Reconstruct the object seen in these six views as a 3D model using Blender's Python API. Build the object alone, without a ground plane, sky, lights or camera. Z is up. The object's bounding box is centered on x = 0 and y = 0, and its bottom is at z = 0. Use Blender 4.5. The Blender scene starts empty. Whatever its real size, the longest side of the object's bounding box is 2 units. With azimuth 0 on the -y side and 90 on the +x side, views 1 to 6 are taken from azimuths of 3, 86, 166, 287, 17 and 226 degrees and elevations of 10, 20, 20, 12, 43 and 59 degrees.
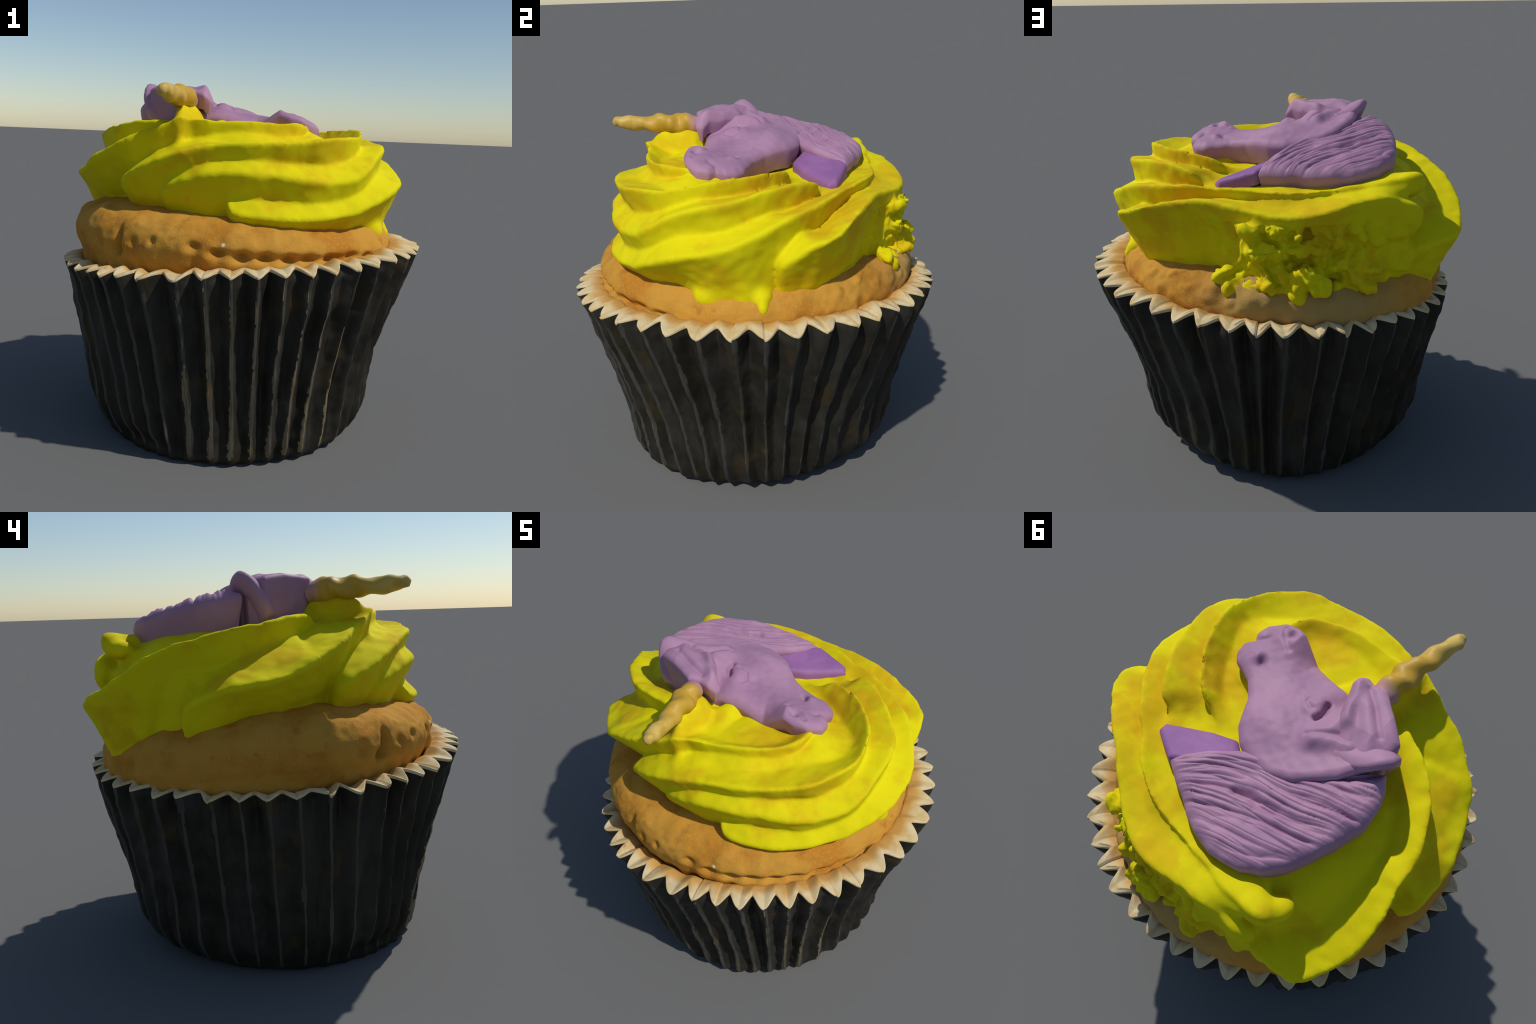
"""Vanilla cupcake in a dark pleated paper case, topped with a yellow piped
swirl and a moulded lilac horse head with a twisted horn."""
import bpy, math
import numpy as np
from mathutils import Vector, noise

rng = np.random.default_rng(7)


# ------------------------------------------------------------------ helpers
def periodic(keys, theta):
    """Interpolate columns of keys [(degrees, a, b, ...)] round the full circle."""
    k = np.array(sorted(keys), float)
    t = np.concatenate([k[-1:, 0] - 360, k[:, 0], k[:1, 0] + 360])
    out = []
    for c in range(1, k.shape[1]):
        v = np.concatenate([k[-1:, c], k[:, c], k[:1, c]])
        out.append(smooth_interp(np.mod(theta, 360), t, v))
    return out


def smooth_interp(x, xp, fp):
    """Monotone cubic interpolation (Hermite with limited slopes)."""
    xp, fp = np.asarray(xp, float), np.asarray(fp, float)
    h = np.diff(xp)
    d = np.diff(fp) / h
    m = np.zeros_like(fp)
    m[1:-1] = np.where(d[:-1] * d[1:] > 0, 2 * d[:-1] * d[1:] / np.where(np.abs(d[:-1] + d[1:]) < 1e-9, 1, d[:-1] + d[1:]), 0)
    m[0], m[-1] = d[0], d[-1]
    x = np.clip(x, xp[0], xp[-1])
    i = np.clip(np.searchsorted(xp, x) - 1, 0, len(xp) - 2)
    t = (x - xp[i]) / h[i]
    return ((2 * t**3 - 3 * t**2 + 1) * fp[i] + (t**3 - 2 * t**2 + t) * h[i] * m[i]
            + (-2 * t**3 + 3 * t**2) * fp[i + 1] + (t**3 - t**2) * h[i] * m[i + 1])


def nz(p, scale, seed=0.0):
    return noise.noise(Vector((p[0] * scale + seed, p[1] * scale - seed, p[2] * scale + 2 * seed)))


def noise_of(P, scale, seed=0.0):
    return np.array([nz(p, scale, seed) for p in P])


def make_mesh(name, verts, faces, mats, smooth=True, parent=None, mat_index=None):
    me = bpy.data.meshes.new(name)
    me.from_pydata([tuple(map(float, v)) for v in verts], [], [tuple(map(int, f)) for f in faces])
    me.update()
    for m in mats:
        me.materials.append(m)
    if mat_index is not None:
        me.polygons.foreach_set("material_index", np.asarray(mat_index, np.int32))
    me.polygons.foreach_set("use_smooth", [smooth] * len(me.polygons))
    ob = bpy.data.objects.new(name, me)
    bpy.context.scene.collection.objects.link(ob)
    ob.parent = parent
    return ob


def grid_faces(rows, cols, closed=True):
    f = []
    c2 = cols if closed else cols - 1
    for i in range(rows - 1):
        for j in range(c2):
            k = (j + 1) % cols
            f.append((i * cols + j, i * cols + k, (i + 1) * cols + k, (i + 1) * cols + j))
    return f


def vertex_normals(ob):
    n = np.zeros(len(ob.data.vertices) * 3)
    ob.data.vertices.foreach_get("normal", n)
    return n.reshape(-1, 3)


def get_co(ob):
    c = np.zeros(len(ob.data.vertices) * 3)
    ob.data.vertices.foreach_get("co", c)
    return c.reshape(-1, 3)


def set_co(ob, c):
    ob.data.vertices.foreach_set("co", np.ascontiguousarray(c, float).ravel())
    ob.data.update()


def smax(a, b, k):
    h = np.maximum(k - np.abs(a - b), 0) / k
    return np.maximum(a, b) + h * h * k / 4


def smin(a, b, k):
    return -smax(-a, -b, k)


def surface_nets(F, origin, h):
    """Quad mesh of the zero level of the field F (negative inside)."""
    s = F < 0
    nx, ny, nzc = F.shape
    corners = [(i, j, k) for i in (0, 1) for j in (0, 1) for k in (0, 1)]
    cell = [s[i:nx - 1 + i, j:ny - 1 + j, k:nzc - 1 + k] for i, j, k in corners]
    cnt = sum(c.astype(np.int8) for c in cell)
    idx = np.argwhere((cnt > 0) & (cnt < 8))
    vid = -np.ones((nx - 1, ny - 1, nzc - 1), np.int64)
    vid[tuple(idx.T)] = np.arange(len(idx))
    val = {c: F[idx[:, 0] + c[0], idx[:, 1] + c[1], idx[:, 2] + c[2]] for c in corners}
    acc = np.zeros((len(idx), 3))
    num = np.zeros(len(idx))
    for a in corners:
        for ax in range(3):
            if a[ax] == 0:
                b = list(a)
                b[ax] = 1
                b = tuple(b)
                va, vb = val[a], val[b]
                cr = (va < 0) != (vb < 0)
                t = np.where(cr, va / np.where(cr, va - vb, 1), 0)
                p = np.array(a, float)[None] + t[:, None] * np.eye(3)[ax][None]
                acc += np.where(cr[:, None], p, 0)
                num += cr
    verts = (idx + acc / num[:, None]) * h + np.array(origin)
    faces = []
    for ax in range(3):
        sl0, sl1 = [slice(None)] * 3, [slice(None)] * 3
        sl0[ax], sl1[ax] = slice(0, -1), slice(1, None)
        e = np.argwhere(s[tuple(sl0)] != s[tuple(sl1)])
        u, v = (ax + 1) % 3, (ax + 2) % 3
        e = e[(e[:, u] > 0) & (e[:, v] > 0) & (e[:, u] < F.shape[u] - 1) & (e[:, v] < F.shape[v] - 1)]
        q = []
        for du, dv in ((1, 1), (0, 1), (0, 0), (1, 0)):
            c = e.copy()
            c[:, u] -= du
            c[:, v] -= dv
            q.append(vid[tuple(c.T)])
        q = np.stack(q, 1)
        flip = ~s[tuple(e.T)]
        q[flip] = q[flip][:, ::-1]
        faces.append(q)
    return verts, np.concatenate(faces)


# ---------------------------------------------------------------- materials
class Nodes:
    def __init__(self, name, rough=0.6, spec=0.3):
        self.mat = bpy.data.materials.new(name)
        self.mat.use_nodes = True
        self.t = self.mat.node_tree
        self.b = self.t.nodes["Principled BSDF"]
        self.b.inputs["Roughness"].default_value = rough
        self.b.inputs["Specular IOR Level"].default_value = spec
        self.co = self.t.nodes.new("ShaderNodeTexCoord").outputs["Object"]

    def noise(self, scale, detail=4, rough=0.55, stretch=None, offset=None):
        n = self.t.nodes.new("ShaderNodeTexNoise")
        n.inputs["Scale"].default_value = scale
        n.inputs["Detail"].default_value = detail
        n.inputs["Roughness"].default_value = rough
        co = self.co
        if stretch or offset:
            m = self.t.nodes.new("ShaderNodeMapping")
            m.inputs["Scale"].default_value = stretch or (1, 1, 1)
            m.inputs["Location"].default_value = offset or (0, 0, 0)
            self.t.links.new(co, m.inputs[0])
            co = m.outputs[0]
        self.t.links.new(co, n.inputs["Vector"])
        return n.outputs["Fac"]

    def ramp(self, fac, lo, hi, a=0.0, b=1.0):
        n = self.t.nodes.new("ShaderNodeMapRange")
        n.interpolation_type = "SMOOTHSTEP"
        for k, v in zip((1, 2, 3, 4), (lo, hi, a, b)):
            n.inputs[k].default_value = v
        self.t.links.new(fac, n.inputs[0])
        return n.outputs[0]

    def math(self, op, a, b):
        n = self.t.nodes.new("ShaderNodeMath")
        n.operation = op
        for k, v in ((0, a), (1, b)):
            if isinstance(v, (int, float)):
                n.inputs[k].default_value = v
            else:
                self.t.links.new(v, n.inputs[k])
        return n.outputs[0]

    def mix(self, fac, a, b):
        n = self.t.nodes.new("ShaderNodeMix")
        n.data_type = "RGBA"
        if isinstance(fac, (int, float)):
            n.inputs[0].default_value = fac
        else:
            self.t.links.new(fac, n.inputs[0])
        for k, v in ((6, a), (7, b)):
            if isinstance(v, tuple):
                n.inputs[k].default_value = (*v, 1)
            else:
                self.t.links.new(v, n.inputs[k])
        return n.outputs[2]

    def near(self, centre, radius, soft):
        """1 inside a ball of the given radius round centre, 0 outside."""
        v = self.t.nodes.new("ShaderNodeVectorMath")
        v.operation = "DISTANCE"
        self.t.links.new(self.co, v.inputs[0])
        v.inputs[1].default_value = centre
        return self.ramp(v.outputs["Value"], radius - soft, radius + soft, 1.0, 0.0)

    def axis(self, k):
        s = self.t.nodes.new("ShaderNodeSeparateXYZ")
        self.t.links.new(self.co, s.inputs[0])
        return s.outputs[k]

    def colour(self, c):
        if isinstance(c, tuple):
            self.b.inputs["Base Color"].default_value = (*c, 1)
        else:
            self.t.links.new(c, self.b.inputs["Base Color"])

    def bump(self, fac, strength, dist):
        n = self.t.nodes.new("ShaderNodeBump")
        n.inputs["Strength"].default_value = strength
        n.inputs["Distance"].default_value = dist
        self.t.links.new(fac, n.inputs["Height"])
        self.t.links.new(n.outputs[0], self.b.inputs["Normal"])


def frosting_material():
    m = Nodes("yellow_buttercream", 0.8, 0.1)
    tint = m.ramp(m.noise(4.2, 4), 0.47, 0.64)
    c = m.mix(m.math("MULTIPLY", tint, 0.8), (0.68, 0.595, 0.004), (0.62, 0.42, 0.006))
    for ctr, rad, amt in (((0.42, 0.08, 1.66), 0.22, 0.8), ((0.60, 0.20, 1.60), 0.12, 0.6), ((0.66, 0.44, 1.52), 0.20, 0.7), ((0.10, 0.72, 1.55), 0.16, 0.55), ((0.20, -0.40, 1.66), 0.16, 0.65), ((-0.28, -0.40, 1.62), 0.12, 0.5)):
        c = m.mix(m.math("MULTIPLY", m.math("MULTIPLY", m.near(ctr, rad, 0.14), amt), m.ramp(m.noise(8, 3, offset=(ctr[0] * 9, 2, 5)), 0.35, 0.58)), c, (0.60, 0.36, 0.008))
    c = m.mix(m.ramp(m.noise(9, 4, offset=(3, 1, 0)), 0.58, 0.75, 0, 0.35), c, (0.60, 0.57, 0.005))
    m.colour(c)
    m.bump(m.noise(60, 3), 0.15, 0.004)
    return m.mat


def cake_material():
    m = Nodes("golden_sponge", 0.85, 0.12)
    c = m.mix(m.ramp(m.noise(4, 4), 0.4, 0.65), (0.50, 0.25, 0.036), (0.43, 0.18, 0.020))
    c = m.mix(m.ramp(m.noise(90, 3), 0.5, 0.72, 0, 0.5), c, (0.56, 0.30, 0.06))
    c = m.mix(m.ramp(m.noise(14, 4, offset=(5, 2, 1)), 0.60, 0.72, 0, 0.6), c, (0.36, 0.13, 0.02))
    c = m.mix(m.near((0.05, 0.88, 1.05), 0.45, 0.25), c, (0.40, 0.25, 0.075))
    c = m.mix(m.near((-0.02, -0.845, 1.135), 0.008, 0.006), c, (0.85, 0.75, 0.55))
    m.colour(c)
    m.bump(m.noise(110, 4), 0.35, 0.006)
    return m.mat


def wrapper_material(name, a, b, c3, rough):
    m = Nodes(name, rough, 0.18)
    c = m.mix(m.ramp(m.noise(7, 4, stretch=(1, 1, 0.35)), 0.38, 0.66), a, b)
    c = m.mix(m.ramp(m.noise(5, 3, offset=(2, 7, 4)), 0.55, 0.72, 0, 0.8), c, c3)
    m.colour(c)
    m.bump(m.noise(45, 3), 0.2, 0.006)
    return m.mat


def cream_paper_material():
    m = Nodes("cream_paper", 0.7, 0.25)
    c = m.mix(m.ramp(m.noise(16, 4), 0.42, 0.66, 0, 0.75), (0.62, 0.50, 0.29), (0.54, 0.37, 0.15))
    flat = m.t.nodes.new("ShaderNodeVectorMath")
    flat.operation = "MULTIPLY"
    m.t.links.new(m.co, flat.inputs[0])
    flat.inputs[1].default_value = (1, 1, 0)
    ln = m.t.nodes.new("ShaderNodeVectorMath")
    ln.operation = "LENGTH"
    m.t.links.new(flat.outputs[0], ln.inputs[0])
    stain = m.math("ADD", ln.outputs["Value"], m.math("MULTIPLY", m.noise(11, 4), 0.12))
    c = m.mix(m.ramp(stain, 0.94, 1.01, 0.8, 0.0), c, (0.52, 0.27, 0.045))     # butter soaked in from the sponge
    m.colour(c)
    m.bump(m.noise(50, 3), 0.15, 0.004)
    return m.mat


def fondant_material(name, a, b):
    m = Nodes(name, 0.55, 0.2)
    c = m.mix(m.ramp(m.noise(5, 4), 0.35, 0.7), a, b)
    c = m.mix(m.ramp(m.noise(26, 4, offset=(1, 2, 3)), 0.62, 0.78, 0, 0.3), c, (0.50, 0.31, 0.36))
    m.colour(c)
    m.bump(m.noise(75, 4), 0.2, 0.004)
    return m.mat


def horn_material():
    m = Nodes("golden_fondant", 0.5, 0.35)
    y = m.axis(1)
    c = m.mix(m.ramp(y, -0.74, -0.50), (0.58, 0.41, 0.10), (0.52, 0.31, 0.032))
    c = m.mix(m.ramp(m.noise(16, 4), 0.45, 0.65, 0, 0.6), c, (0.44, 0.25, 0.022))
    c = m.mix(m.ramp(y, -0.345, -0.29), c, (0.46, 0.25, 0.24))
    m.colour(c)
    return m.mat


YELLOW, SPONGE, CREAM = frosting_material(), cake_material(), cream_paper_material()
DARK = wrapper_material("dark_greased_paper", (0.019, 0.0165, 0.0115), (0.033, 0.030, 0.024), (0.046, 0.033, 0.013), 0.55)
EDGE = wrapper_material("pale_fold_edge", (0.062, 0.058, 0.048), (0.045, 0.043, 0.037), (0.060, 0.047, 0.026), 0.5)
BEIGE_SLIVER = wrapper_material("beige_fold_sliver", (0.22, 0.165, 0.085), (0.15, 0.12, 0.075), (0.20, 0.12, 0.05), 0.5)  # beige slivers along one flank of the front folds, wider towards the foot
LILAC = fondant_material("lilac_fondant", (0.335, 0.180, 0.285), (0.40, 0.220, 0.325))
VIOLET = fondant_material("violet_fondant", (0.245, 0.105, 0.275), (0.29, 0.13, 0.31))
GOLD = horn_material()

root = bpy.data.objects.new("cupcake", None)
bpy.context.scene.collection.objects.link(root)
root["label"] = "cupcake with yellow swirl frosting and lilac unicorn head topper"
root["category"] = "cupcake"

# ------------------------------------------------------------- paper wrapper
FOLDS = [8, 16.5, 25, 33, 41, 48.5, 56.5, 64.4, 71.6, 79.2, 88.6, 96, 104.6, 112, 120, 128, 136.5, 145, 153.7, 162.4, 170, 178.8, 186.5, 193.6,
         201.5, 209.5, 217.5, 225.9, 231.8, 238.5, 246, 256.8, 264.5, 271.5, 278.7, 286.2, 293.4, 300.6, 308.2, 316, 324.7, 333, 341.5, 351.2, 359.5]
# how far each fold has leaned round by the foot of the case, in degrees
LEAN = [(0, -1), (15, -4), (29, -5), (48, 2), (64, 0), (90, -2.5), (104, -1.5), (154, -4), (179, 1), (205, 3.5), (240, 5), (255, 1), (272, 2), (300, 1), (316, 5), (330, 3.5), (345, 1)]
# radius of the folds' outer line at heights 0.03 .. 1 of the case, by direction
HEIGHTS = np.array([0.0, 0.035, 0.09, 0.16, 0.26, 0.42, 0.60, 0.80, 0.93, 1.0])
CASE = [(0, .652, .700, .738, .764, .776, .800, .860, .934, .984, 1.004), (20, .640, .685, .722, .750, .768, .798, .858, .932, .984, 1.006), (36, .630, .672, .708, .738, .763, .798, .860, .934, .986, 1.006),
        (60, .665, .712, .742, .765, .780, .815, .870, .938, .984, 1.004), (90, .712, .750, .772, .788, .802, .836, .888, .947, .986, 1.002), (119, .695, .735, .765, .788, .812, .848, .894, .952, .986, 1.000),
        (153, .690, .742, .795, .835, .856, .880, .915, .957, .986, .998), (185, .712, .760, .798, .828, .855, .880, .912, .950, .978, .998), (212, .735, .775, .802, .826, .852, .876, .906, .944, .975, 1.000),
        (235, .765, .790, .806, .822, .844, .869, .899, .940, .972, 1.004), (274, .745, .767, .782, .790, .803, .836, .878, .935, .970, .998),
        (310, .718, .745, .762, .773, .787, .816, .868, .934, .976, 1.002), (340, .670, .714, .748, .770, .781, .802, .862, .937, .984, 1.006)]


def rim_height(t):
    return 0.995 + 0.07 * np.cos(np.radians(t)) - 0.012 * np.sin(np.radians(t))


def base_height(t):
    return 0.014 * (1 + np.cos(np.radians(t))) ** 1.2


PER = 28
fold = np.array(FOLDS + [FOLDS[0] + 360])
theta, phase, pleat = [], [], []
for i in range(len(FOLDS)):
    for j in range(PER):
        theta.append(fold[i] + (fold[i + 1] - fold[i]) * j / PER)
        phase.append(j / PER)
        pleat.append(i)
theta, phase, pleat = np.array(theta), np.array(phase), np.array(pleat)
NT = len(theta)
wave = 2 * np.abs(phase - 0.5)                       # 1 on an outer fold, 0 on an inner one
wave = np.clip(wave, 0, 1) ** 1.2
wave = 0.45 * wave + 0.55 * (0.5 - 0.5 * np.cos(np.pi * wave))
fold_amp = rng.uniform(0.65, 1.3, len(FOLDS))
case_cols = np.array([np.array(periodic([(k[0], k[1 + c]) for k in CASE], theta))[0] for c in range(len(HEIGHTS))])


def case_radius(h, th_i):
    return np.array([smooth_interp(h, HEIGHTS, case_cols[:, i]) for i in th_i])


ROWS = np.concatenate([np.linspace(0, 0.12, 9), np.linspace(0.14, 0.95, 46), np.linspace(0.965, 1, 4)])
col_r = np.stack([smooth_interp(ROWS, HEIGHTS, case_cols[:, i]) for i in range(NT)], 1)      # rows x cols


def pleat_amount(h):
    return np.interp(h, [0, .05, .2, .5, .8, .95, 1.0], [.014, .034, .040, .042, .046, .060, .080])


zb, zr = base_height(theta), rim_height(theta)
crisp = periodic([(0, .85), (40, .85), (75, 1.1), (100, 1.1), (150, .6), (200, .6), (235, .9), (258, 1.45), (290, 1.45), (320, 1.1)], theta)[0]
soft_wave = (0.5 - 0.5 * np.cos(np.pi * 2 * np.abs(phase - 0.5))) ** 0.65      # round lobes, narrow notches
lean = periodic(LEAN, theta)[0]
outer = []
for r_i, h in enumerate(ROWS):
    wob = np.array([noise.noise(Vector((p * 1.7, h * 5.0, 3.1))) for p in pleat + (phase > 0.5)])
    tw = np.array([noise.noise(Vector((p * 0.31, h * 3.0, 9.1))) for p in pleat])
    top_share = min(1, max(0, (h - .75) / .2))
    wv = wave * (1 - top_share) + soft_wave * top_share
    amp = pleat_amount(h) * (fold_amp[pleat] if top_share < 1 else 1.0) * (crisp * (1 - top_share) + top_share) * (1 + 0.35 * wob * (h < 0.97))
    ang = np.radians(theta + lean * (1 - h) + 0.5 * tw * math.sin(min(1, h) * math.pi))
    r = col_r[r_i] - amp * (1 - wv)
    z = zb + (zr - zb) * h + 0.022 * (1 - wave) * max(0, (h - 0.85) / 0.15)
    P = np.stack([r * np.cos(ang), r * np.sin(ang), z], 1)
    tip_r, tip_z = fold_amp[pleat] - 1, np.roll(fold_amp, 5)[pleat] - 1
    P[:, 2] += .030 * tip_z * wv * top_share
    P[:, :2] *= (1 + .020 * (tip_r - .1) * wv * top_share)[:, None]
    crumple = np.array([nz(p, 9, 1.0) * 0.010 + nz(p, 26, 2.0) * 0.005 for p in P]) * (0.35 if h > 0.95 else 1.0)
    # soft dents low on the left and the back of the case
    for dt, dh, w, hh, amt in ((232, .07, 14, .06, -.035), (62, .22, 10, .10, -.02), (48, .12, 9, .06, .02), (170, .2, 9, .1, .02)):
        d = (np.mod(theta - dt + 180, 360) - 180) / w
        crumple += amt * np.exp(-d * d - ((h - dh) / hh) ** 2)
    P[:, :2] *= (1 + crumple / np.maximum(r, .1))[:, None]
    P[:, 2] += (0.02 * np.array([noise.noise(Vector((t * .12, 0, 5))) for t in theta])) * max(0, (h - .7) / .3)
    outer.append(P)
outer[0][:, 2] = np.maximum(outer[0][:, 2], 0.0)
inner = []
cake_r = periodic([(0, .845), (75, .88), (119, .90), (150, .90), (197, .88), (235, .85), (275, .85), (320, .845)], theta)[0]
rim_r = np.hypot(outer[-1][:, 0], outer[-1][:, 1])
rim_a = np.arctan2(outer[-1][:, 1], outer[-1][:, 0])
deep = periodic([(0, -.01), (60, -.01), (120, -.005), (170, .0), (205, .005), (235, .0), (262, -.01), (300, -.01)], theta)[0]
for k in np.linspace(0, 1, 14):
    r = (rim_r - .007) * (1 - k) + cake_r * k
    z = outer[-1][:, 2] + .002 - deep * k ** .8 - .008 * k - .014 * (1 - wave) * k + .010 * math.sin(k * 3.14)
    h = np.clip((z - zb) / (zr - zb), 0, 1)
    lim = np.array([np.interp(h[i], ROWS, col_r[:, i]) for i in range(NT)]) - pleat_amount(.9) * 1.25 * (1 - wave) - .02
    r = np.minimum(r, np.where(k > .1, lim, 9))
    inner.append(np.stack([r * np.cos(rim_a), r * np.sin(rim_a), z], 1))
P = inner[-1].copy()
P[:, 2] -= .15
P[:, :2] *= .9
inner.append(P)
bottom = []
for f in (0.9, 0.5, 0.1):
    P = outer[0].copy()
    P[:, :2] *= f
    P[:, 2] = np.maximum(P[:, 2], 0) * f + 0.004 * (1 - f)
    bottom.append(P)
rings = bottom[::-1] + outer + inner
verts = np.concatenate(rings)
faces = grid_faces(len(rings), NT)
mat_i = []
n_out = len(bottom) + len(outer)
for i in range(len(rings) - 1):
    for j in range(NT):
        m = 0
        if i >= n_out - 2:
            m = 1
        elif i >= len(bottom):
            h = ROWS[i - len(bottom)]
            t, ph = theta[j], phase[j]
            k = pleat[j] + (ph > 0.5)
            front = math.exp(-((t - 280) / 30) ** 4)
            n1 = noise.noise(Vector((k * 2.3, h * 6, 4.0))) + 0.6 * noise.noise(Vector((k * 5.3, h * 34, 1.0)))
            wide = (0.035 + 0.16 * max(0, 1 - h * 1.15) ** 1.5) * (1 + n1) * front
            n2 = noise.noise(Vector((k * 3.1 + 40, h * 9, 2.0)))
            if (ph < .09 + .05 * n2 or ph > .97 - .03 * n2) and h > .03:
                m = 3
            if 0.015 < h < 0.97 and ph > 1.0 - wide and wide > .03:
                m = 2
        mat_i.append(m)
wrapper = make_mesh("paper_wrapper", verts, faces, [DARK, CREAM, BEIGE_SLIVER, EDGE], parent=root, mat_index=mat_i)

# --------------------------------------------------------------------- cake
CAKE = [(0, .838, 1.05), (40, .838, 1.04), (75, .878, 1.035), (105, .925, 1.00), (130, .948, .995), (160, .955, 1.05), (180, .948, 1.085),
        (197, .930, 1.11), (215, .905, 1.11), (230, .890, 1.095), (250, .868, 1.085), (275, .858, 1.075), (320, .850, 1.06)]
ct = np.linspace(0, 360, 480, endpoint=False)
rb, zbulge = periodic(CAKE, ct)
prof = [(-.10, -.26), (-.045, -.17), (-.03, -.10), (-.006, -.045), (0, 0), (-.008, .04), (-.033, .09), (-.07, .125), (-.12, .150), (-.22, .175), (-.36, .19), (-.55, .20), (-.80, .20)]
pd = np.linspace(0, len(prof) - 1, 70)
pr = smooth_interp(pd, range(len(prof)), [p[0] for p in prof])
pz = smooth_interp(pd, range(len(prof)), [p[1] for p in prof])
rows = []
for dr, dz in zip(pr, pz):
    r = rb + dr
    z = zbulge + dz
    low = math.exp(-((dz + .05) / .07) ** 2) if dr > -.2 else 0
    for k, f in enumerate(FOLDS):                       # crust pushed in by the paper folds
        d = np.mod(ct - f - 3 + 180, 360) - 180
        side = 0.4 + 0.6 * (math.sin(k * 2.7) * 0.5 + 0.5)
        deep = 0.016 if (100 < f < 200 or 255 < f < 330) else 0.007
        r = r - deep * side * low * np.exp(-(d / 2.2) ** 2)
    for dt, dzz, w, hh, amt in ((259, .035, 2.0, .020, .028), (267, .015, 2.6, .018, .035), (274.5, .0, 3.0, .022, .045), (282, .0, 3.0, .022, .045),
                                (290, -.005, 3.2, .024, .045), (297, .0, 3.0, .020, .04), (306, .0, 3.6, .022, .045), (315, .005, 3.2, .022, .035), (324, .0, 3, .020, .03),
                                (231, .03, 1.3, .05, .045), (230, -.03, 2.2, .03, .045), (238, .02, 1.6, .025, .018), (245, .035, 1.2, .02, .02), (222, -.02, 2, .03, .02),
                                (208, -.03, 3, .03, .02), (150, .0, 3, .05, .025), (158, .0, 2.5, .05, .02), (142, .0, 3, .05, .025), (166, .0, 2.5, .05, .015)):
        d = np.mod(ct - dt + 180, 360) - 180
        r = r - 1.35 * amt * np.exp(-(d / w) ** 2 - ((dz - dzz) / hh) ** 2)
    P = np.stack([r * np.cos(np.radians(ct)), r * np.sin(np.radians(ct)), z], 1)
    rows.append(P)
cv = np.concatenate(rows)
lump = np.array([nz(p, 4, 3) * .012 + nz(p, 13, 4) * .008 + nz(p, 32, 6) * .003 for p in cv])
back = np.exp(-((np.mod(np.degrees(np.arctan2(cv[:, 1], cv[:, 0])) - 50 + 180, 360) - 180) / 50) ** 2)
lump += back * np.array([nz(p, 8, 8) * .014 + max(0, nz(p, 18, 5)) * .014 for p in cv])
rr = np.hypot(cv[:, 0], cv[:, 1])
cv[:, :2] *= (1 + lump / np.maximum(rr, .15))[:, None]
cv[:, 2] += lump * 0.8
make_mesh("sponge_cake", cv, grid_faces(len(rows), len(ct)), [SPONGE], parent=root)

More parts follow.
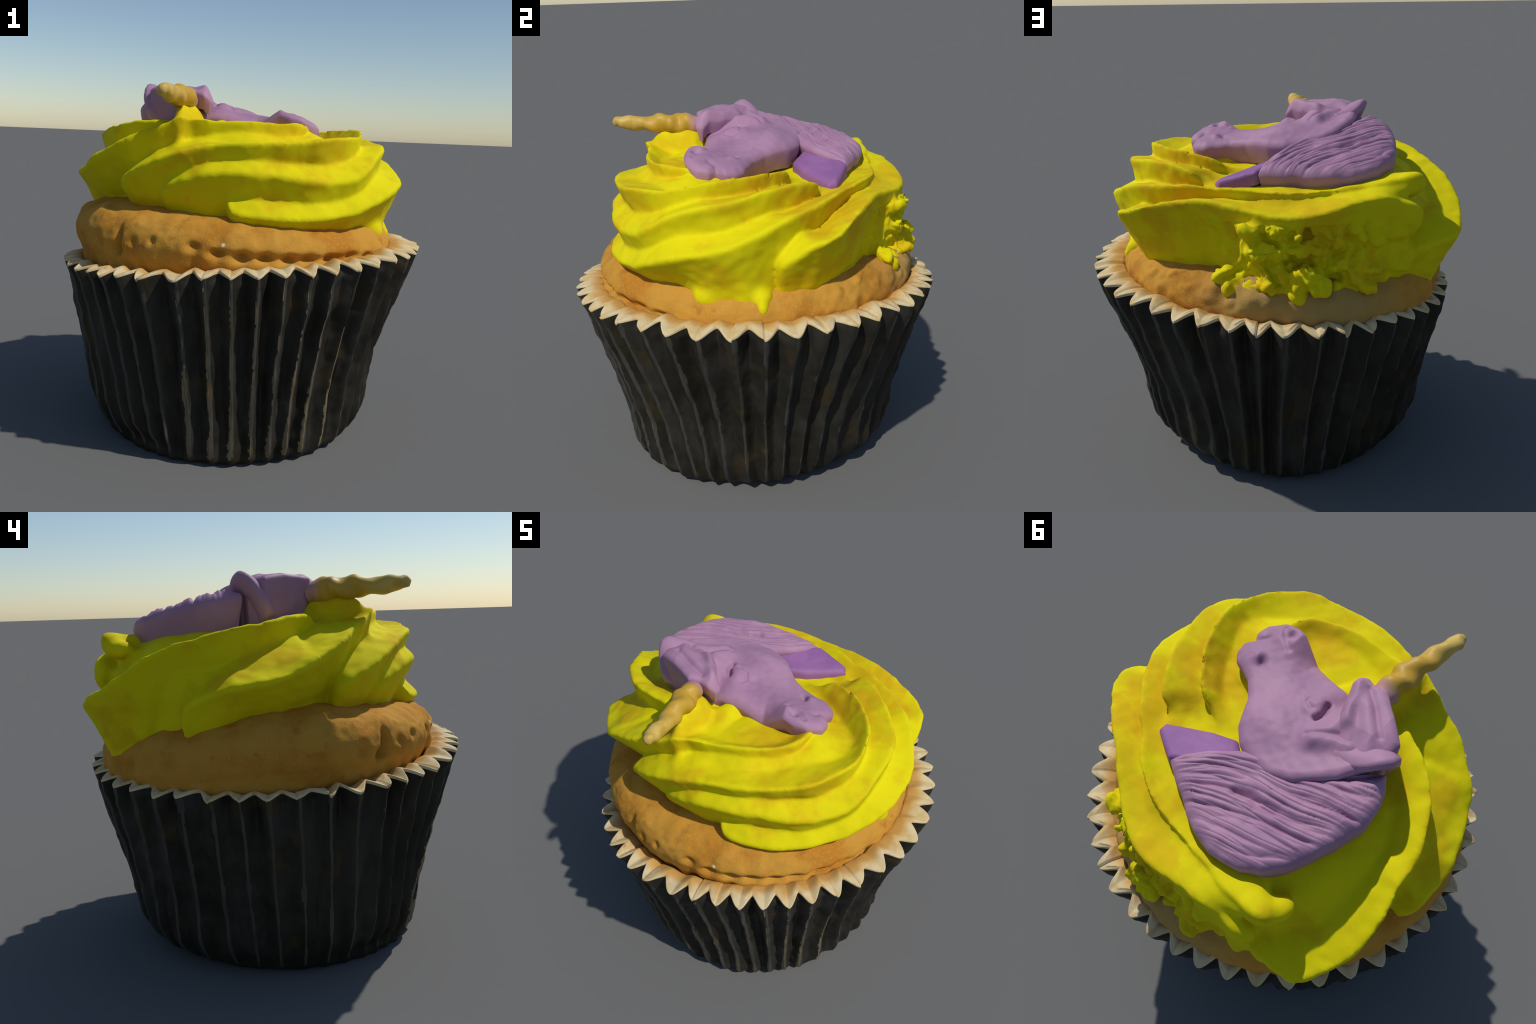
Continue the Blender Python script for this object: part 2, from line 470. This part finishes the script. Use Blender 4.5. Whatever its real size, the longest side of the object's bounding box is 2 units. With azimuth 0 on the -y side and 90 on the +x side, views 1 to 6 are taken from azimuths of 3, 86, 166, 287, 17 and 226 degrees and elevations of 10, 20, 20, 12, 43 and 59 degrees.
# ----------------------------------------------------------------- frosting
# Each ridge of the piped swirl: crest line (angle, radius, height, slope of the
# upper face inwards, slope of the face below the crest), wound upwards and inwards.
RIDGES = {
    "lowest": ([(267, .69, 1.325, 50, 50), (271, .735, 1.262, 50, 42), (280, .766, 1.252, 48, 40), (292, .793, 1.247, 46, 40), (302, .812, 1.254, 46, 42), (313, .84, 1.278, 44, 44), (320, .86, 1.313, 40, 46),
                (327, .884, 1.354, 35, 48), (334, .893, 1.391, 29, 54), (343, .884, 1.413, 22, 64), (350, .868, 1.440, 16, 72), (357, .836, 1.473, 12, 78), (366, .795, 1.520, 0, 78), (375, .75, 1.552, -12, 74),
                (385, .705, 1.568, -16, 72), (398, .66, 1.587, -18, 70), (410, .64, 1.594, -20, 66), (425, .65, 1.588, -20, 62), (440, .665, 1.575, -20, 58), (455, .68, 1.575, -18, 56), (470, .735, 1.588, -10, 58), (480, .81, 1.602, -6, 62), (487, .872, 1.615, 0, 65), (491, .885, 1.600, 0, 70)], .20),
    "second": ([(238, .69, 1.340, 50, 60), (243, .720, 1.372, 50, 60), (252, .729, 1.412, 50, 62), (263, .734, 1.448, 44, 64), (272, .740, 1.460, 42, 64), (284, .754, 1.453, 40, 64), (296, .785, 1.437, 36, 64), (306, .808, 1.428, 38, 64),
                (314, .820, 1.440, 34, 66), (321, .826, 1.485, 25, 70), (330, .810, 1.555, 12, 76), (337, .797, 1.588, 4, 78), (347, .762, 1.610, -6, 80), (355, .713, 1.626, -10, 80), (364, .661, 1.645, -16, 80), (376, .613, 1.650, -18, 78), (387, .58, 1.638, -18, 74), (398, .567, 1.612, -16, 62), (406, .565, 1.585, -14, 55), (415, .56, 1.55, -10, 50)], .20),
    "third": ([(219, .755, 1.362, 42, 60), (224, .768, 1.405, 36, 60), (234, .762, 1.467, 30, 62), (241, .751, 1.510, 22, 64), (252, .726, 1.556, 16, 66), (261, .712, 1.583, 6, 66), (270, .712, 1.597, 2, 68), (283, .721, 1.606, -4, 68), (296, .738, 1.617, -8, 68), (306, .760, 1.637, -10, 70),
               (314, .749, 1.646, -18, 74), (323, .738, 1.652, -28, 78), (330, .711, 1.668, -34, 82), (340, .653, 1.688, -40, 82), (350, .583, 1.694, -42, 82), (360, .522, 1.690, -42, 82), (373, .442, 1.680, -40, 80), (387, .387, 1.656, -32, 72), (401, .347, 1.618, -20, 58), (411, .335, 1.585, -12, 48), (424, .32, 1.55, -8, 45)], .20),
    "wing": ([(169, .905, 1.245, 30, 80), (172, .935, 1.315, 32, 66), (178, .934, 1.358, 32, 56), (184, .926, 1.390, 32, 50), (189, .906, 1.406, 31, 46), (196, .887, 1.422, 29, 46), (202, .871, 1.450, 26, 46), (206, .859, 1.480, 22, 48), (211, .821, 1.520, 15, 52), (217, .789, 1.558, 16, 56),
              (222, .757, 1.592, 12, 60), (228, .708, 1.634, 6, 62), (235, .680, 1.664, -2, 64), (241, .642, 1.690, -14, 66), (251, .582, 1.712, -30, 70), (262, .554, 1.706, -34, 74), (273, .544, 1.709, -36, 78), (290, .541, 1.708, -36, 78), (302, .532, 1.710, -36, 76),
              (309, .504, 1.704, -34, 74), (316, .473, 1.696, -32, 68), (328, .44, 1.665, -25, 60), (340, .41, 1.63, -15, 50)], .20),
    "inner_wing": ([(116, .83, 1.20, 30, 78), (124, .895, 1.245, 28, 70), (129, .955, 1.272, 26, 66), (134, 1.022, 1.292, 24, 64), (138, 1.055, 1.312, 22, 64), (141, 1.052, 1.345, 20, 64), (146, 1.038, 1.380, 16, 65), (150, 1.019, 1.418, 12, 66), (154, .993, 1.466, 6, 70), (158, .956, 1.516, 0, 68), (162, .916, 1.552, -6, 67), (166, .875, 1.585, -10, 68),
                    (172, .841, 1.600, -12, 72), (179, .793, 1.636, -12, 78), (185, .750, 1.653, -12, 78), (190, .718, 1.660, -12, 78), (197, .661, 1.678, -8, 76), (204, .605, 1.690, -4, 74), (212, .542, 1.695, 0, 72), (220, .50, 1.67, 0, 66)], .25),
    "back": ([(5, .815, 1.315, 30, 66), (11, .852, 1.38, 18, 64), (15, .880, 1.425, 6, 62), (19, .895, 1.445, -4, 62), (24, .880, 1.467, -12, 64), (29, .851, 1.495, -14, 68), (34, .821, 1.517, -15, 72), (43, .779, 1.540, -15, 76), (53, .745, 1.548, -12, 76), (66, .765, 1.522, -2, 74), (80, .810, 1.498, 8, 76),
              (91, .837, 1.510, 8, 78), (102, .841, 1.540, 4, 80), (111, .863, 1.555, 4, 80), (117, .883, 1.530, 10, 80), (123, .918, 1.490, 16, 80), (126, .90, 1.44, 20, 80)], .20),
}
H = 0.0105
ox, oy, oz = -1.14, -1.0, 1.04
nx, ny, nzg = int(2.12 / H), int(2.0 / H), int(0.78 / H)
X, Y, Z = np.meshgrid(ox + H * np.arange(nx), oy + H * np.arange(ny), oz + H * np.arange(nzg), indexing="ij")
X, Y, Z = (a.astype(np.float32) for a in (X, Y, Z))
R = np.hypot(X, Y)
TH = np.degrees(np.arctan2(Y, X))[:, :, :1] % 360
R2 = R[:, :, :1]
# core of the swirl
core_r = periodic([(0, .62), (30, .64), (42, .68), (54, .69), (62, .735), (80, .785), (100, .805), (125, .87), (160, .86), (185, .79), (230, .62), (300, .62)], TH)[0]
core_top = periodic([(0, 1.60), (90, 1.60), (120, 1.63), (160, 1.66), (200, 1.66), (225, 1.65), (250, 1.60), (300, 1.60)], TH)[0]
F = smax(R - core_r + 0.9 * np.maximum(Z - 1.44, 0), Z - core_top + 0.05 * R, .08)
for name, (pts, clip) in RIDGES.items():
    p = np.array(pts, float)
    for turn in (0, 360):
        t = TH + turn
        sel = (t > p[0, 0] - 8) & (t < p[-1, 0] + 8)
        ii, jj = np.nonzero(sel[:, :, 0])
        if not len(ii):
            continue
        tt = t[ii, jj, 0]
        rk, zk, au, al = (smooth_interp(tt, p[:, 0], p[:, c])[:, None] for c in (1, 2, 3, 4))
        au, al = np.radians(au), np.radians(al)
        r, z = R[ii, jj], Z[ii, jj]
        dr, dz = r - rk - .012, z - zk - .003
        d = smax(np.sin(au) * dr + np.cos(au) * dz, np.sin(al) * dr - np.cos(al) * dz, .026) - .004
        d = smax(d, dz - clip, .03)
        over = np.maximum(p[0, 0] - tt, tt - p[-1, 0])[:, None] * np.pi / 180 * r
        d = smax(d, over, .04)
        F[ii, jj] = smin(F[ii, jj], d, .012)


def blob(c, s, k=.03):
    global F
    q = np.sqrt(((X - c[0]) / s[0]) ** 2 + ((Y - c[1]) / s[1]) ** 2 + ((Z - c[2]) / s[2]) ** 2)
    F = smin(F, (q - 1) * min(s), k)


def polar(t, r, z):
    return (r * math.cos(math.radians(t)), r * math.sin(math.radians(t)), z)


blob((-.285, -.43, 1.64), (.045, .14, .14), .04)          # cream caught under the horn
blob((-.26, -.33, 1.66), (.07, .10, .12), .04)
blob((.04, -.37, 1.60), (.27, .13, .065), .03)             # cream pushed up beside the muzzle
blob((.30, -.20, 1.575), (.15, .15, .07), .03)
blob(polar(341, .755, 1.16), (.06, .075, .065))            # smears on the sponge
blob(polar(0, .76, 1.155), (.06, .05, .055))
blob(polar(0, .815, 1.12), (.022, .022, .035), .015)
blob((-.545, .675, 1.575), (.06, .05, .05), .04)            # peak where the nozzle pulled away
blob((-.50, .75, 1.43), (.07, .05, .08), .04)
blob((-.43, .70, 1.555), (.075, .045, .035), .04)
blob((-.34, .735, 1.54), (.06, .04, .03), .04)
blob((-.585, .60, 1.555), (.05, .06, .04), .04)
# torn, rough side at the back
def scoop(c, s_, k=.02):
    global F
    q = np.sqrt(((X - c[0]) / s_[0]) ** 2 + ((Y - c[1]) / s_[1]) ** 2 + ((Z - c[2]) / s_[2]) ** 2)
    F = smax(F, -(q - 1) * min(s_), k)


for i in range(30):
    t, z, q = rng.uniform(62, 118), rng.uniform(1.14, 1.40), rng.uniform(.03, .06)
    scoop(polar(t, .835, z), (q * rng.uniform(.8, 1.4), q * rng.uniform(.8, 1.4), q * rng.uniform(.5, 1.0)), .02)
for i in range(30):
    t, z, q = rng.uniform(66, 122), rng.uniform(1.12, 1.43), rng.uniform(.022, .045)
    blob(polar(t, (.782 if t > 80 else .755) + .035 * rng.random(), z), (q * rng.uniform(.8, 2.0), q * rng.uniform(.8, 2.0), q * rng.uniform(.5, 1.0)), .04)
for i in range(22):                                     # ragged hem
    t, q = rng.uniform(56, 128), rng.uniform(.025, .045)
    rr_ = float(np.interp(t, [40, 60, 80, 128], [.72, .775, .81, .86]))
    blob(polar(t, rr_, rng.uniform(1.12, 1.22)), (q * rng.uniform(.8, 2.0), q * rng.uniform(.8, 2.0), q), .03)
for t, r, z, q in ((77, .835, 1.42, .03), (97, .840, 1.38, .035), (74, .80, 1.22, .035)):
    blob(polar(t, r, z), (q, q, q), .035)


def neck_height(x, y):
    return 1.590 - .242 * (x - .36) + .173 * (y - .42)


# hollow pressed into the swirl by the neck of the topper
column = np.hypot((X - .23) / .21, (Y - .36) / .17) - 1
F = smax(F, -smax((neck_height(X, Y) - .006 - Z), column * .15, .10), .07)

v, f = surface_nets(F, (ox, oy, oz), H)
frost = make_mesh("piped_frosting", v, f, [YELLOW], parent=root)
mod = frost.modifiers.new("s", "LAPLACIANSMOOTH")
mod.iterations, mod.lambda_factor = 2, 0.3
bpy.context.view_layer.objects.active = frost
with bpy.context.temp_override(object=frost, active_object=frost):
    bpy.ops.object.modifier_apply(modifier="s")
co, no = get_co(frost), vertex_normals(frost)
th = np.degrees(np.arctan2(co[:, 1], co[:, 0])) % 360
rough_back = np.exp(-((th - 85) / 32) ** 2) * (co[:, 2] < 1.45) * (np.hypot(co[:, 0], co[:, 1]) > .7)
d = np.array([nz(p, 7, 1) * .008 + nz(p, 19, 2) * .0038 for p in co])
d += rough_back * np.array([abs(nz(p, 11, 5)) * .09 - .025 + abs(nz(p, 24, 6)) * .035 - .008 for p in co])
set_co(frost, co + no * d[:, None])

# ------------------------------------------------------------- unicorn topper
topper = bpy.data.objects.new("unicorn_topper", None)
bpy.context.scene.collection.objects.link(topper)
topper.parent = root


def plane_z(x, y):
    return 1.77 - .22 * x - .13 * y


def resample(poly, n, smooth=2):
    p = np.array(poly, float)
    p = np.concatenate([p, p[:1]])
    s = np.concatenate([[0], np.cumsum(np.hypot(*np.diff(p, axis=0).T))])
    t = np.linspace(0, s[-1], n, endpoint=False)
    q = np.stack([np.interp(t, s, p[:, 0]), np.interp(t, s, p[:, 1])], 1)
    for _ in range(smooth):
        q = (np.roll(q, 1, 0) + 2 * q + np.roll(q, -1, 0)) / 4
    return q


def edge_distance(pts, poly):
    a = poly
    b = np.roll(poly, -1, 0)
    ab = b - a
    out = np.full(len(pts), 9.0)
    for i in range(len(a)):
        w = pts - a[i]
        t = np.clip((w @ ab[i]) / (ab[i] @ ab[i]), 0, 1)
        out = np.minimum(out, np.hypot(*(w - t[:, None] * ab[i]).T))
    return out


def relief(name, poly, centre, top, depth, edge, mat, undercut=0.02, n=260, rings=70):
    """A moulded slab: outline seen from above, a height function, rounded rim and a wall."""
    b = resample(poly, n)
    c = np.array(centre)
    fr = 1 - (1 - np.linspace(0.004, 1, rings)) ** 1.5
    P2 = np.concatenate([c + (b - c) * k for k in fr])
    d = edge_distance(P2, b)
    e = np.clip(d / edge, 0, 1)
    z = top(P2[:, 0], P2[:, 1]) - edge * 0.85 * (1 - np.sqrt(np.clip(1 - (1 - e) ** 2, 0, 1)))
    V = np.column_stack([P2, z])
    last = V[-n:]
    nb = np.roll(b, -1, 0) - np.roll(b, 1, 0)
    nrm = np.stack([nb[:, 1], -nb[:, 0]], 1)
    nrm /= np.linalg.norm(nrm, axis=1)[:, None]
    area = np.sum(b[:, 0] * np.roll(b[:, 1], -1) - np.roll(b[:, 0], -1) * b[:, 1])
    if area < 0:
        nrm = -nrm
    walls = []
    for k in np.linspace(.12, 1, 8):
        w = last.copy()
        w[:, :2] -= nrm * undercut * k ** 1.3
        w[:, 2] -= (depth(last[:, 0], last[:, 1]) if callable(depth) else depth) * k
        walls.append(w)
    V = np.concatenate([V] + walls)
    fcs = grid_faces(rings + len(walls), n)
    if area > 0:
        fcs = [q[::-1] for q in fcs]
    fcs.append(tuple(range(n)) if area > 0 else tuple(range(n))[::-1])
    ob = make_mesh(name, V, [q[::-1] for q in fcs], [mat], parent=topper)
    return ob


def bump2(x, y, cx, cy, sx, sy, ang=0):
    a = math.radians(ang)
    u, v = (x - cx) * math.cos(a) + (y - cy) * math.sin(a), -(x - cx) * math.sin(a) + (y - cy) * math.cos(a)
    return np.exp(-(u / sx) ** 2 - (v / sy) ** 2)


def stroke(x, y, pts, w):
    """Soft 0..1 profile round a polyline."""
    p = np.array(pts, float)
    d = np.full(np.shape(x), 9.0)
    for a, b in zip(p[:-1], p[1:]):
        ab = b - a
        t = np.clip(((x - a[0]) * ab[0] + (y - a[1]) * ab[1]) / (ab @ ab), 0, 1)
        d = np.minimum(d, np.hypot(x - a[0] - t * ab[0], y - a[1] - t * ab[1]))
    return np.exp(-(d / w) ** 2)


def fine(x, y, s, seed):
    return np.array([noise.noise(Vector((a * s, b * s, seed))) for a, b in zip(x, y)])


def strand(q, x, across, along, seed):
    """Hair-like noise, long in x and short across q, with creased valleys."""
    n = np.array([noise.noise(Vector((a * across, b * along, seed))) for a, b in zip(q, x)])
    return 0.9 - 2.2 * (1 - np.minimum(np.abs(n) * 3.2, 1)) ** 2 + .5 * n


def head_top(x, y):
    z = plane_z(x, y) - .010
    z += .028 * bump2(x, y, .24, -.27, .10, .07)                    # swollen muzzle
    z += .012 * bump2(x, y, .34, -.12, .06, .06)
    z -= .028 * bump2(x, y, .252, -.100, .018, .026, 30) + .032 * bump2(x, y, .245, -.282, .024, .024)   # nostrils
    z += .016 * bump2(x, y, .285, -.105, .025, .035, 30)
    z -= .012 * stroke(x, y, [(.40, -.18), (.36, -.19), (.33, -.22)], .014)   # mouth
    z -= .012 * stroke(x, y, [(.30, -.30), (.27, -.26), (.20, -.22)], .014)
    z += .035 * bump2(x, y, -.02, .12, .14, .12)                    # cheek
    z -= .10 * np.clip((-.10 - y) / .18, 0, 1) ** 1.3 * np.clip((.20 - x) / .12, 0, 1) * np.clip((x + .40) / .12, 0, 1)   # bridge falls away
    z -= .025 * bump2(x, y, -.03, -.11, .10, .07)                    # hollow before the eye
    z += .020 * bump2(x, y, -.11, -.08, .045, .055)                 # eye ball
    z -= .030 * stroke(x, y, [(-.165, -.01), (-.172, -.05), (-.155, -.10)], .012)  # eyelid crease
    z -= .007 * stroke(x, y, [(-.115, -.035), (-.075, -.05), (-.062, -.09), (-.085, -.125)], .008)
    z += .006 * stroke(x, y, [(-.135, -.01), (-.09, -.02), (-.045, -.06)], .016)
    z += .030 * stroke(x, y, [(-.22, .06), (-.255, .0), (-.25, -.05)], .045)  # brow
    z -= .035 * bump2(x, y, -.19, -.16, .05, .09)                   # shade under the forelock
    z += .022 * stroke(x, y, [(-.24, .10), (-.30, .05), (-.37, .02)], .03)
    z -= .010 * stroke(x, y, [(-.20, .08), (-.27, .03), (-.33, -.02)], .012)
    z += .006 * fine(x, y, 9, 1) + .0025 * fine(x, y, 28, 2)
    return z


HEAD = [(-.10, .30), (.00, .27), (.076, .208), (.117, .141), (.160, .072), (.235, .005), (.31, -.03), (.365, -.045), (.405, -.085), (.418, -.14), (.385, -.185),
        (.412, -.222), (.40, -.285), (.33, -.338), (.25, -.345), (.162, -.318), (.057, -.282), (-.052, -.25), (-.16, -.235), (-.26, -.24), (-.36, -.23),
        (-.45, -.16), (-.50, -.09), (-.50, .02), (-.43, .14), (-.30, .26), (-.2, .30)]
head = relief("head", HEAD, (-.06, -.02), head_top, lambda x, y: .10 + .12 * np.clip((-.15 - x) / .2, 0, 1), .035, LILAC, .03, 320, 90)


def forelock_top(x, y):
    z = plane_z(x, y) + .008 - .03 * np.clip((y + .06) / .12, 0, 1)
    z += .018 * stroke(x, y, [(-.20, -.22), (-.30, -.16), (-.40, -.06), (-.45, .02)], .035)
    z += .026 * stroke(x, y, [(-.185, -.25), (-.215, -.19), (-.25, -.12), (-.28, -.05)], .030)      # rolled lip over the brow
    z -= .010 * stroke(x, y, [(-.25, -.24), (-.34, -.17), (-.44, -.08)], .014)
    z += .012 * stroke(x, y, [(-.22, -.12), (-.30, -.06), (-.36, .02)], .025)
    z -= .10 * np.clip(-.42 - x, 0, 1) * 3
    z -= .03 * bump2(x, y, -.16, -.27, .04, .05)
    return z + .005 * fine(x, y, 12, 4)


FORELOCK = [(-.180, -.205), (-.150, -.25), (-.165, -.285), (-.20, -.295), (-.25, -.275), (-.31, -.285), (-.375, -.23), (-.45, -.175), (-.52, -.12), (-.52, -.03), (-.46, .04), (-.36, .06),
            (-.29, .02), (-.245, -.06), (-.212, -.13)]
relief("forelock", FORELOCK, (-.33, -.11), forelock_top, lambda x, y: .07 + .14 * np.clip((-.26 - x) / .12, 0, 1), .035, LILAC, .02, 200, 50)


MANE = [(.19, .50), (.152, .44), (.081, .365), (-.02, .285), (-.11, .235), (-.203, .215), (-.294, .20), (-.381, .165), (-.45, .11), (-.50, .06), (-.545, -.02), (-.59, .032), (-.618, .096),
        (-.632, .179), (-.60, .316), (-.555, .438), (-.52, .514), (-.465, .585), (-.383, .635), (-.31, .655), (-.24, .665), (-.138, .648), (-.053, .618), (.019, .578), (.091, .552)]
def mane_top(x, y):
    s = np.clip((.15 - x) / .75, 0, 1)
    z = 1.672 - .08 * (x - .18) - .24 * (y - .5)
    z -= .12 * np.clip(-.45 - x, 0, 1) + .5 * np.clip(np.hypot(x + .2, y - .35) - .3, 0, 1) ** 2
    q = y - .42 * (x + .1) - .55 * (x + .30) ** 2 + .05 * np.sin(6 * x + 1) + .018 * fine(x * .7, y, 7, 3)
    g = strand(q, x, 9, 1.6, 5) * .0065 + strand(q, x, 20, 2.2, 7) * .0045 + strand(q, x, 40, 3.0, 9) * .0022
    z += g * np.clip(edge_distance(np.column_stack([x, y]), np.array(MANE)) / .05, .3, 1)
    z -= .020 * stroke(x, y, [(-.15, .43), (-.21, .40), (-.27, .41), (-.33, .40)], .022)
    return z + .004 * fine(x, y, 18, 8)


relief("mane", MANE, (-.22, .38), mane_top, lambda x, y: .11 + .10 * np.clip((-.25 - x) / .25, 0, 1), .05, LILAC, .05, 420, 150)

NECK = [(.20, .50), (.30, .455), (.372, .42), (.382, .372), (.27, .312), (.175, .262), (.06, .225), (-.05, .30), (.05, .42)]
relief("neck", NECK, (.16, .37), lambda x, y: neck_height(x, y) + .014 + .002 * fine(x, y, 30, 2), .05, .03, VIOLET, .0, 160, 30)


def ribbon_loft(name, rim, rootline, thick, mat, n=40, m=14, bulge=.03):
    a, b = np.array(rim, float), np.array(rootline, float)
    t = np.linspace(0, len(a) - 1, n)
    A = np.stack([smooth_interp(t, range(len(a)), a[:, c]) for c in range(3)], 1)
    B = np.stack([smooth_interp(t, range(len(b)), b[:, c]) for c in range(3)], 1)
    surf = []
    for k in np.linspace(0, 1, m):
        surf.append(B + (A - B) * k)
    S = np.stack(surf)                                      # m x n x 3
    du, dv = np.gradient(S, axis=1), np.gradient(S, axis=0)
    nr = np.cross(du, dv)
    nr /= np.maximum(np.linalg.norm(nr, axis=2), 1e-6)[..., None]
    k = np.linspace(0, 1, m)[:, None, None]
    S = S + nr * bulge * np.sin(np.pi * k)
    th_ = thick * (1 - .75 * k ** 3)
    top, bot = S + nr * th_ / 2, S - nr * th_ / 2
    ring = np.concatenate([top, bot[::-1]], 0)              # closed section of 2m points
    V = ring.transpose(1, 0, 2).reshape(-1, 3)
    fc = grid_faces(n, 2 * m)
    fc += [tuple(range(2 * m))[::-1], tuple((n - 1) * 2 * m + i for i in range(2 * m))]
    return make_mesh(name, V, fc, [mat], parent=topper)


EAR_RIM = [(-.36, .10, 1.80), (-.43, .085, 1.825), (-.50, .05, 1.865), (-.545, .0, 1.893), (-.560, -.035, 1.880), (-.560, -.07, 1.845), (-.550, -.10, 1.80), (-.535, -.125, 1.75), (-.51, -.14, 1.70)]
EAR_ROOT = [(-.34, .03, 1.79), (-.37, .01, 1.79), (-.40, -.01, 1.79), (-.42, -.03, 1.78), (-.43, -.05, 1.77), (-.435, -.07, 1.75), (-.44, -.085, 1.72), (-.44, -.095, 1.69), (-.44, -.10, 1.65)]
ear = ribbon_loft("ear", EAR_RIM, EAR_ROOT, .10, LILAC, bulge=.0)

# horn: a tapering tube with a twisted ridge
axis = np.array([(-.285, -.265, 1.795), (-.287, -.33, 1.808), (-.29, -.40, 1.812), (-.296, -.48, 1.818), (-.305, -.56, 1.816), (-.318, -.65, 1.822), (-.330, -.72, 1.830), (-.335, -.755, 1.833)])
rad = [.048, .056, .056, .050, .043, .039, .033, .022]
ts = np.linspace(0, len(axis) - 1, 90)
C = np.stack([smooth_interp(ts, range(len(axis)), axis[:, c]) for c in range(3)], 1)
rad = smooth_interp(ts, range(len(rad)), rad)
T = np.gradient(C, axis=0)
T /= np.linalg.norm(T, axis=1)[:, None]
U = np.cross(T, [0, 0, 1.0])
U /= np.linalg.norm(U, axis=1)[:, None]
W = np.cross(U, T)
M = 28
hv = []
for i in range(len(ts)):
    for j in range(M):
        a = 2 * math.pi * j / M
        s = i / (len(ts) - 1)
        tw = 1 + (.19 * math.sin(2 * a + s * 24) + .09 * math.sin(a - s * 41)) * min(1, s * 4) * (1 - .6 * s)
        hv.append(C[i] + rad[i] * tw * (math.cos(a) * U[i] + math.sin(a) * W[i]))
tip = C[-1] + T[-1] * .012
hv.append(tip)
hf = grid_faces(len(ts), M)
k0 = (len(ts) - 1) * M
hf += [(k0 + j, k0 + (j + 1) % M, len(hv) - 1) for j in range(M)] + [tuple(range(M))[::-1]]
make_mesh("horn", hv, hf, [GOLD], parent=topper)

for ob in bpy.context.scene.objects:
    if ob.type == "MESH":
        ob.data.validate()
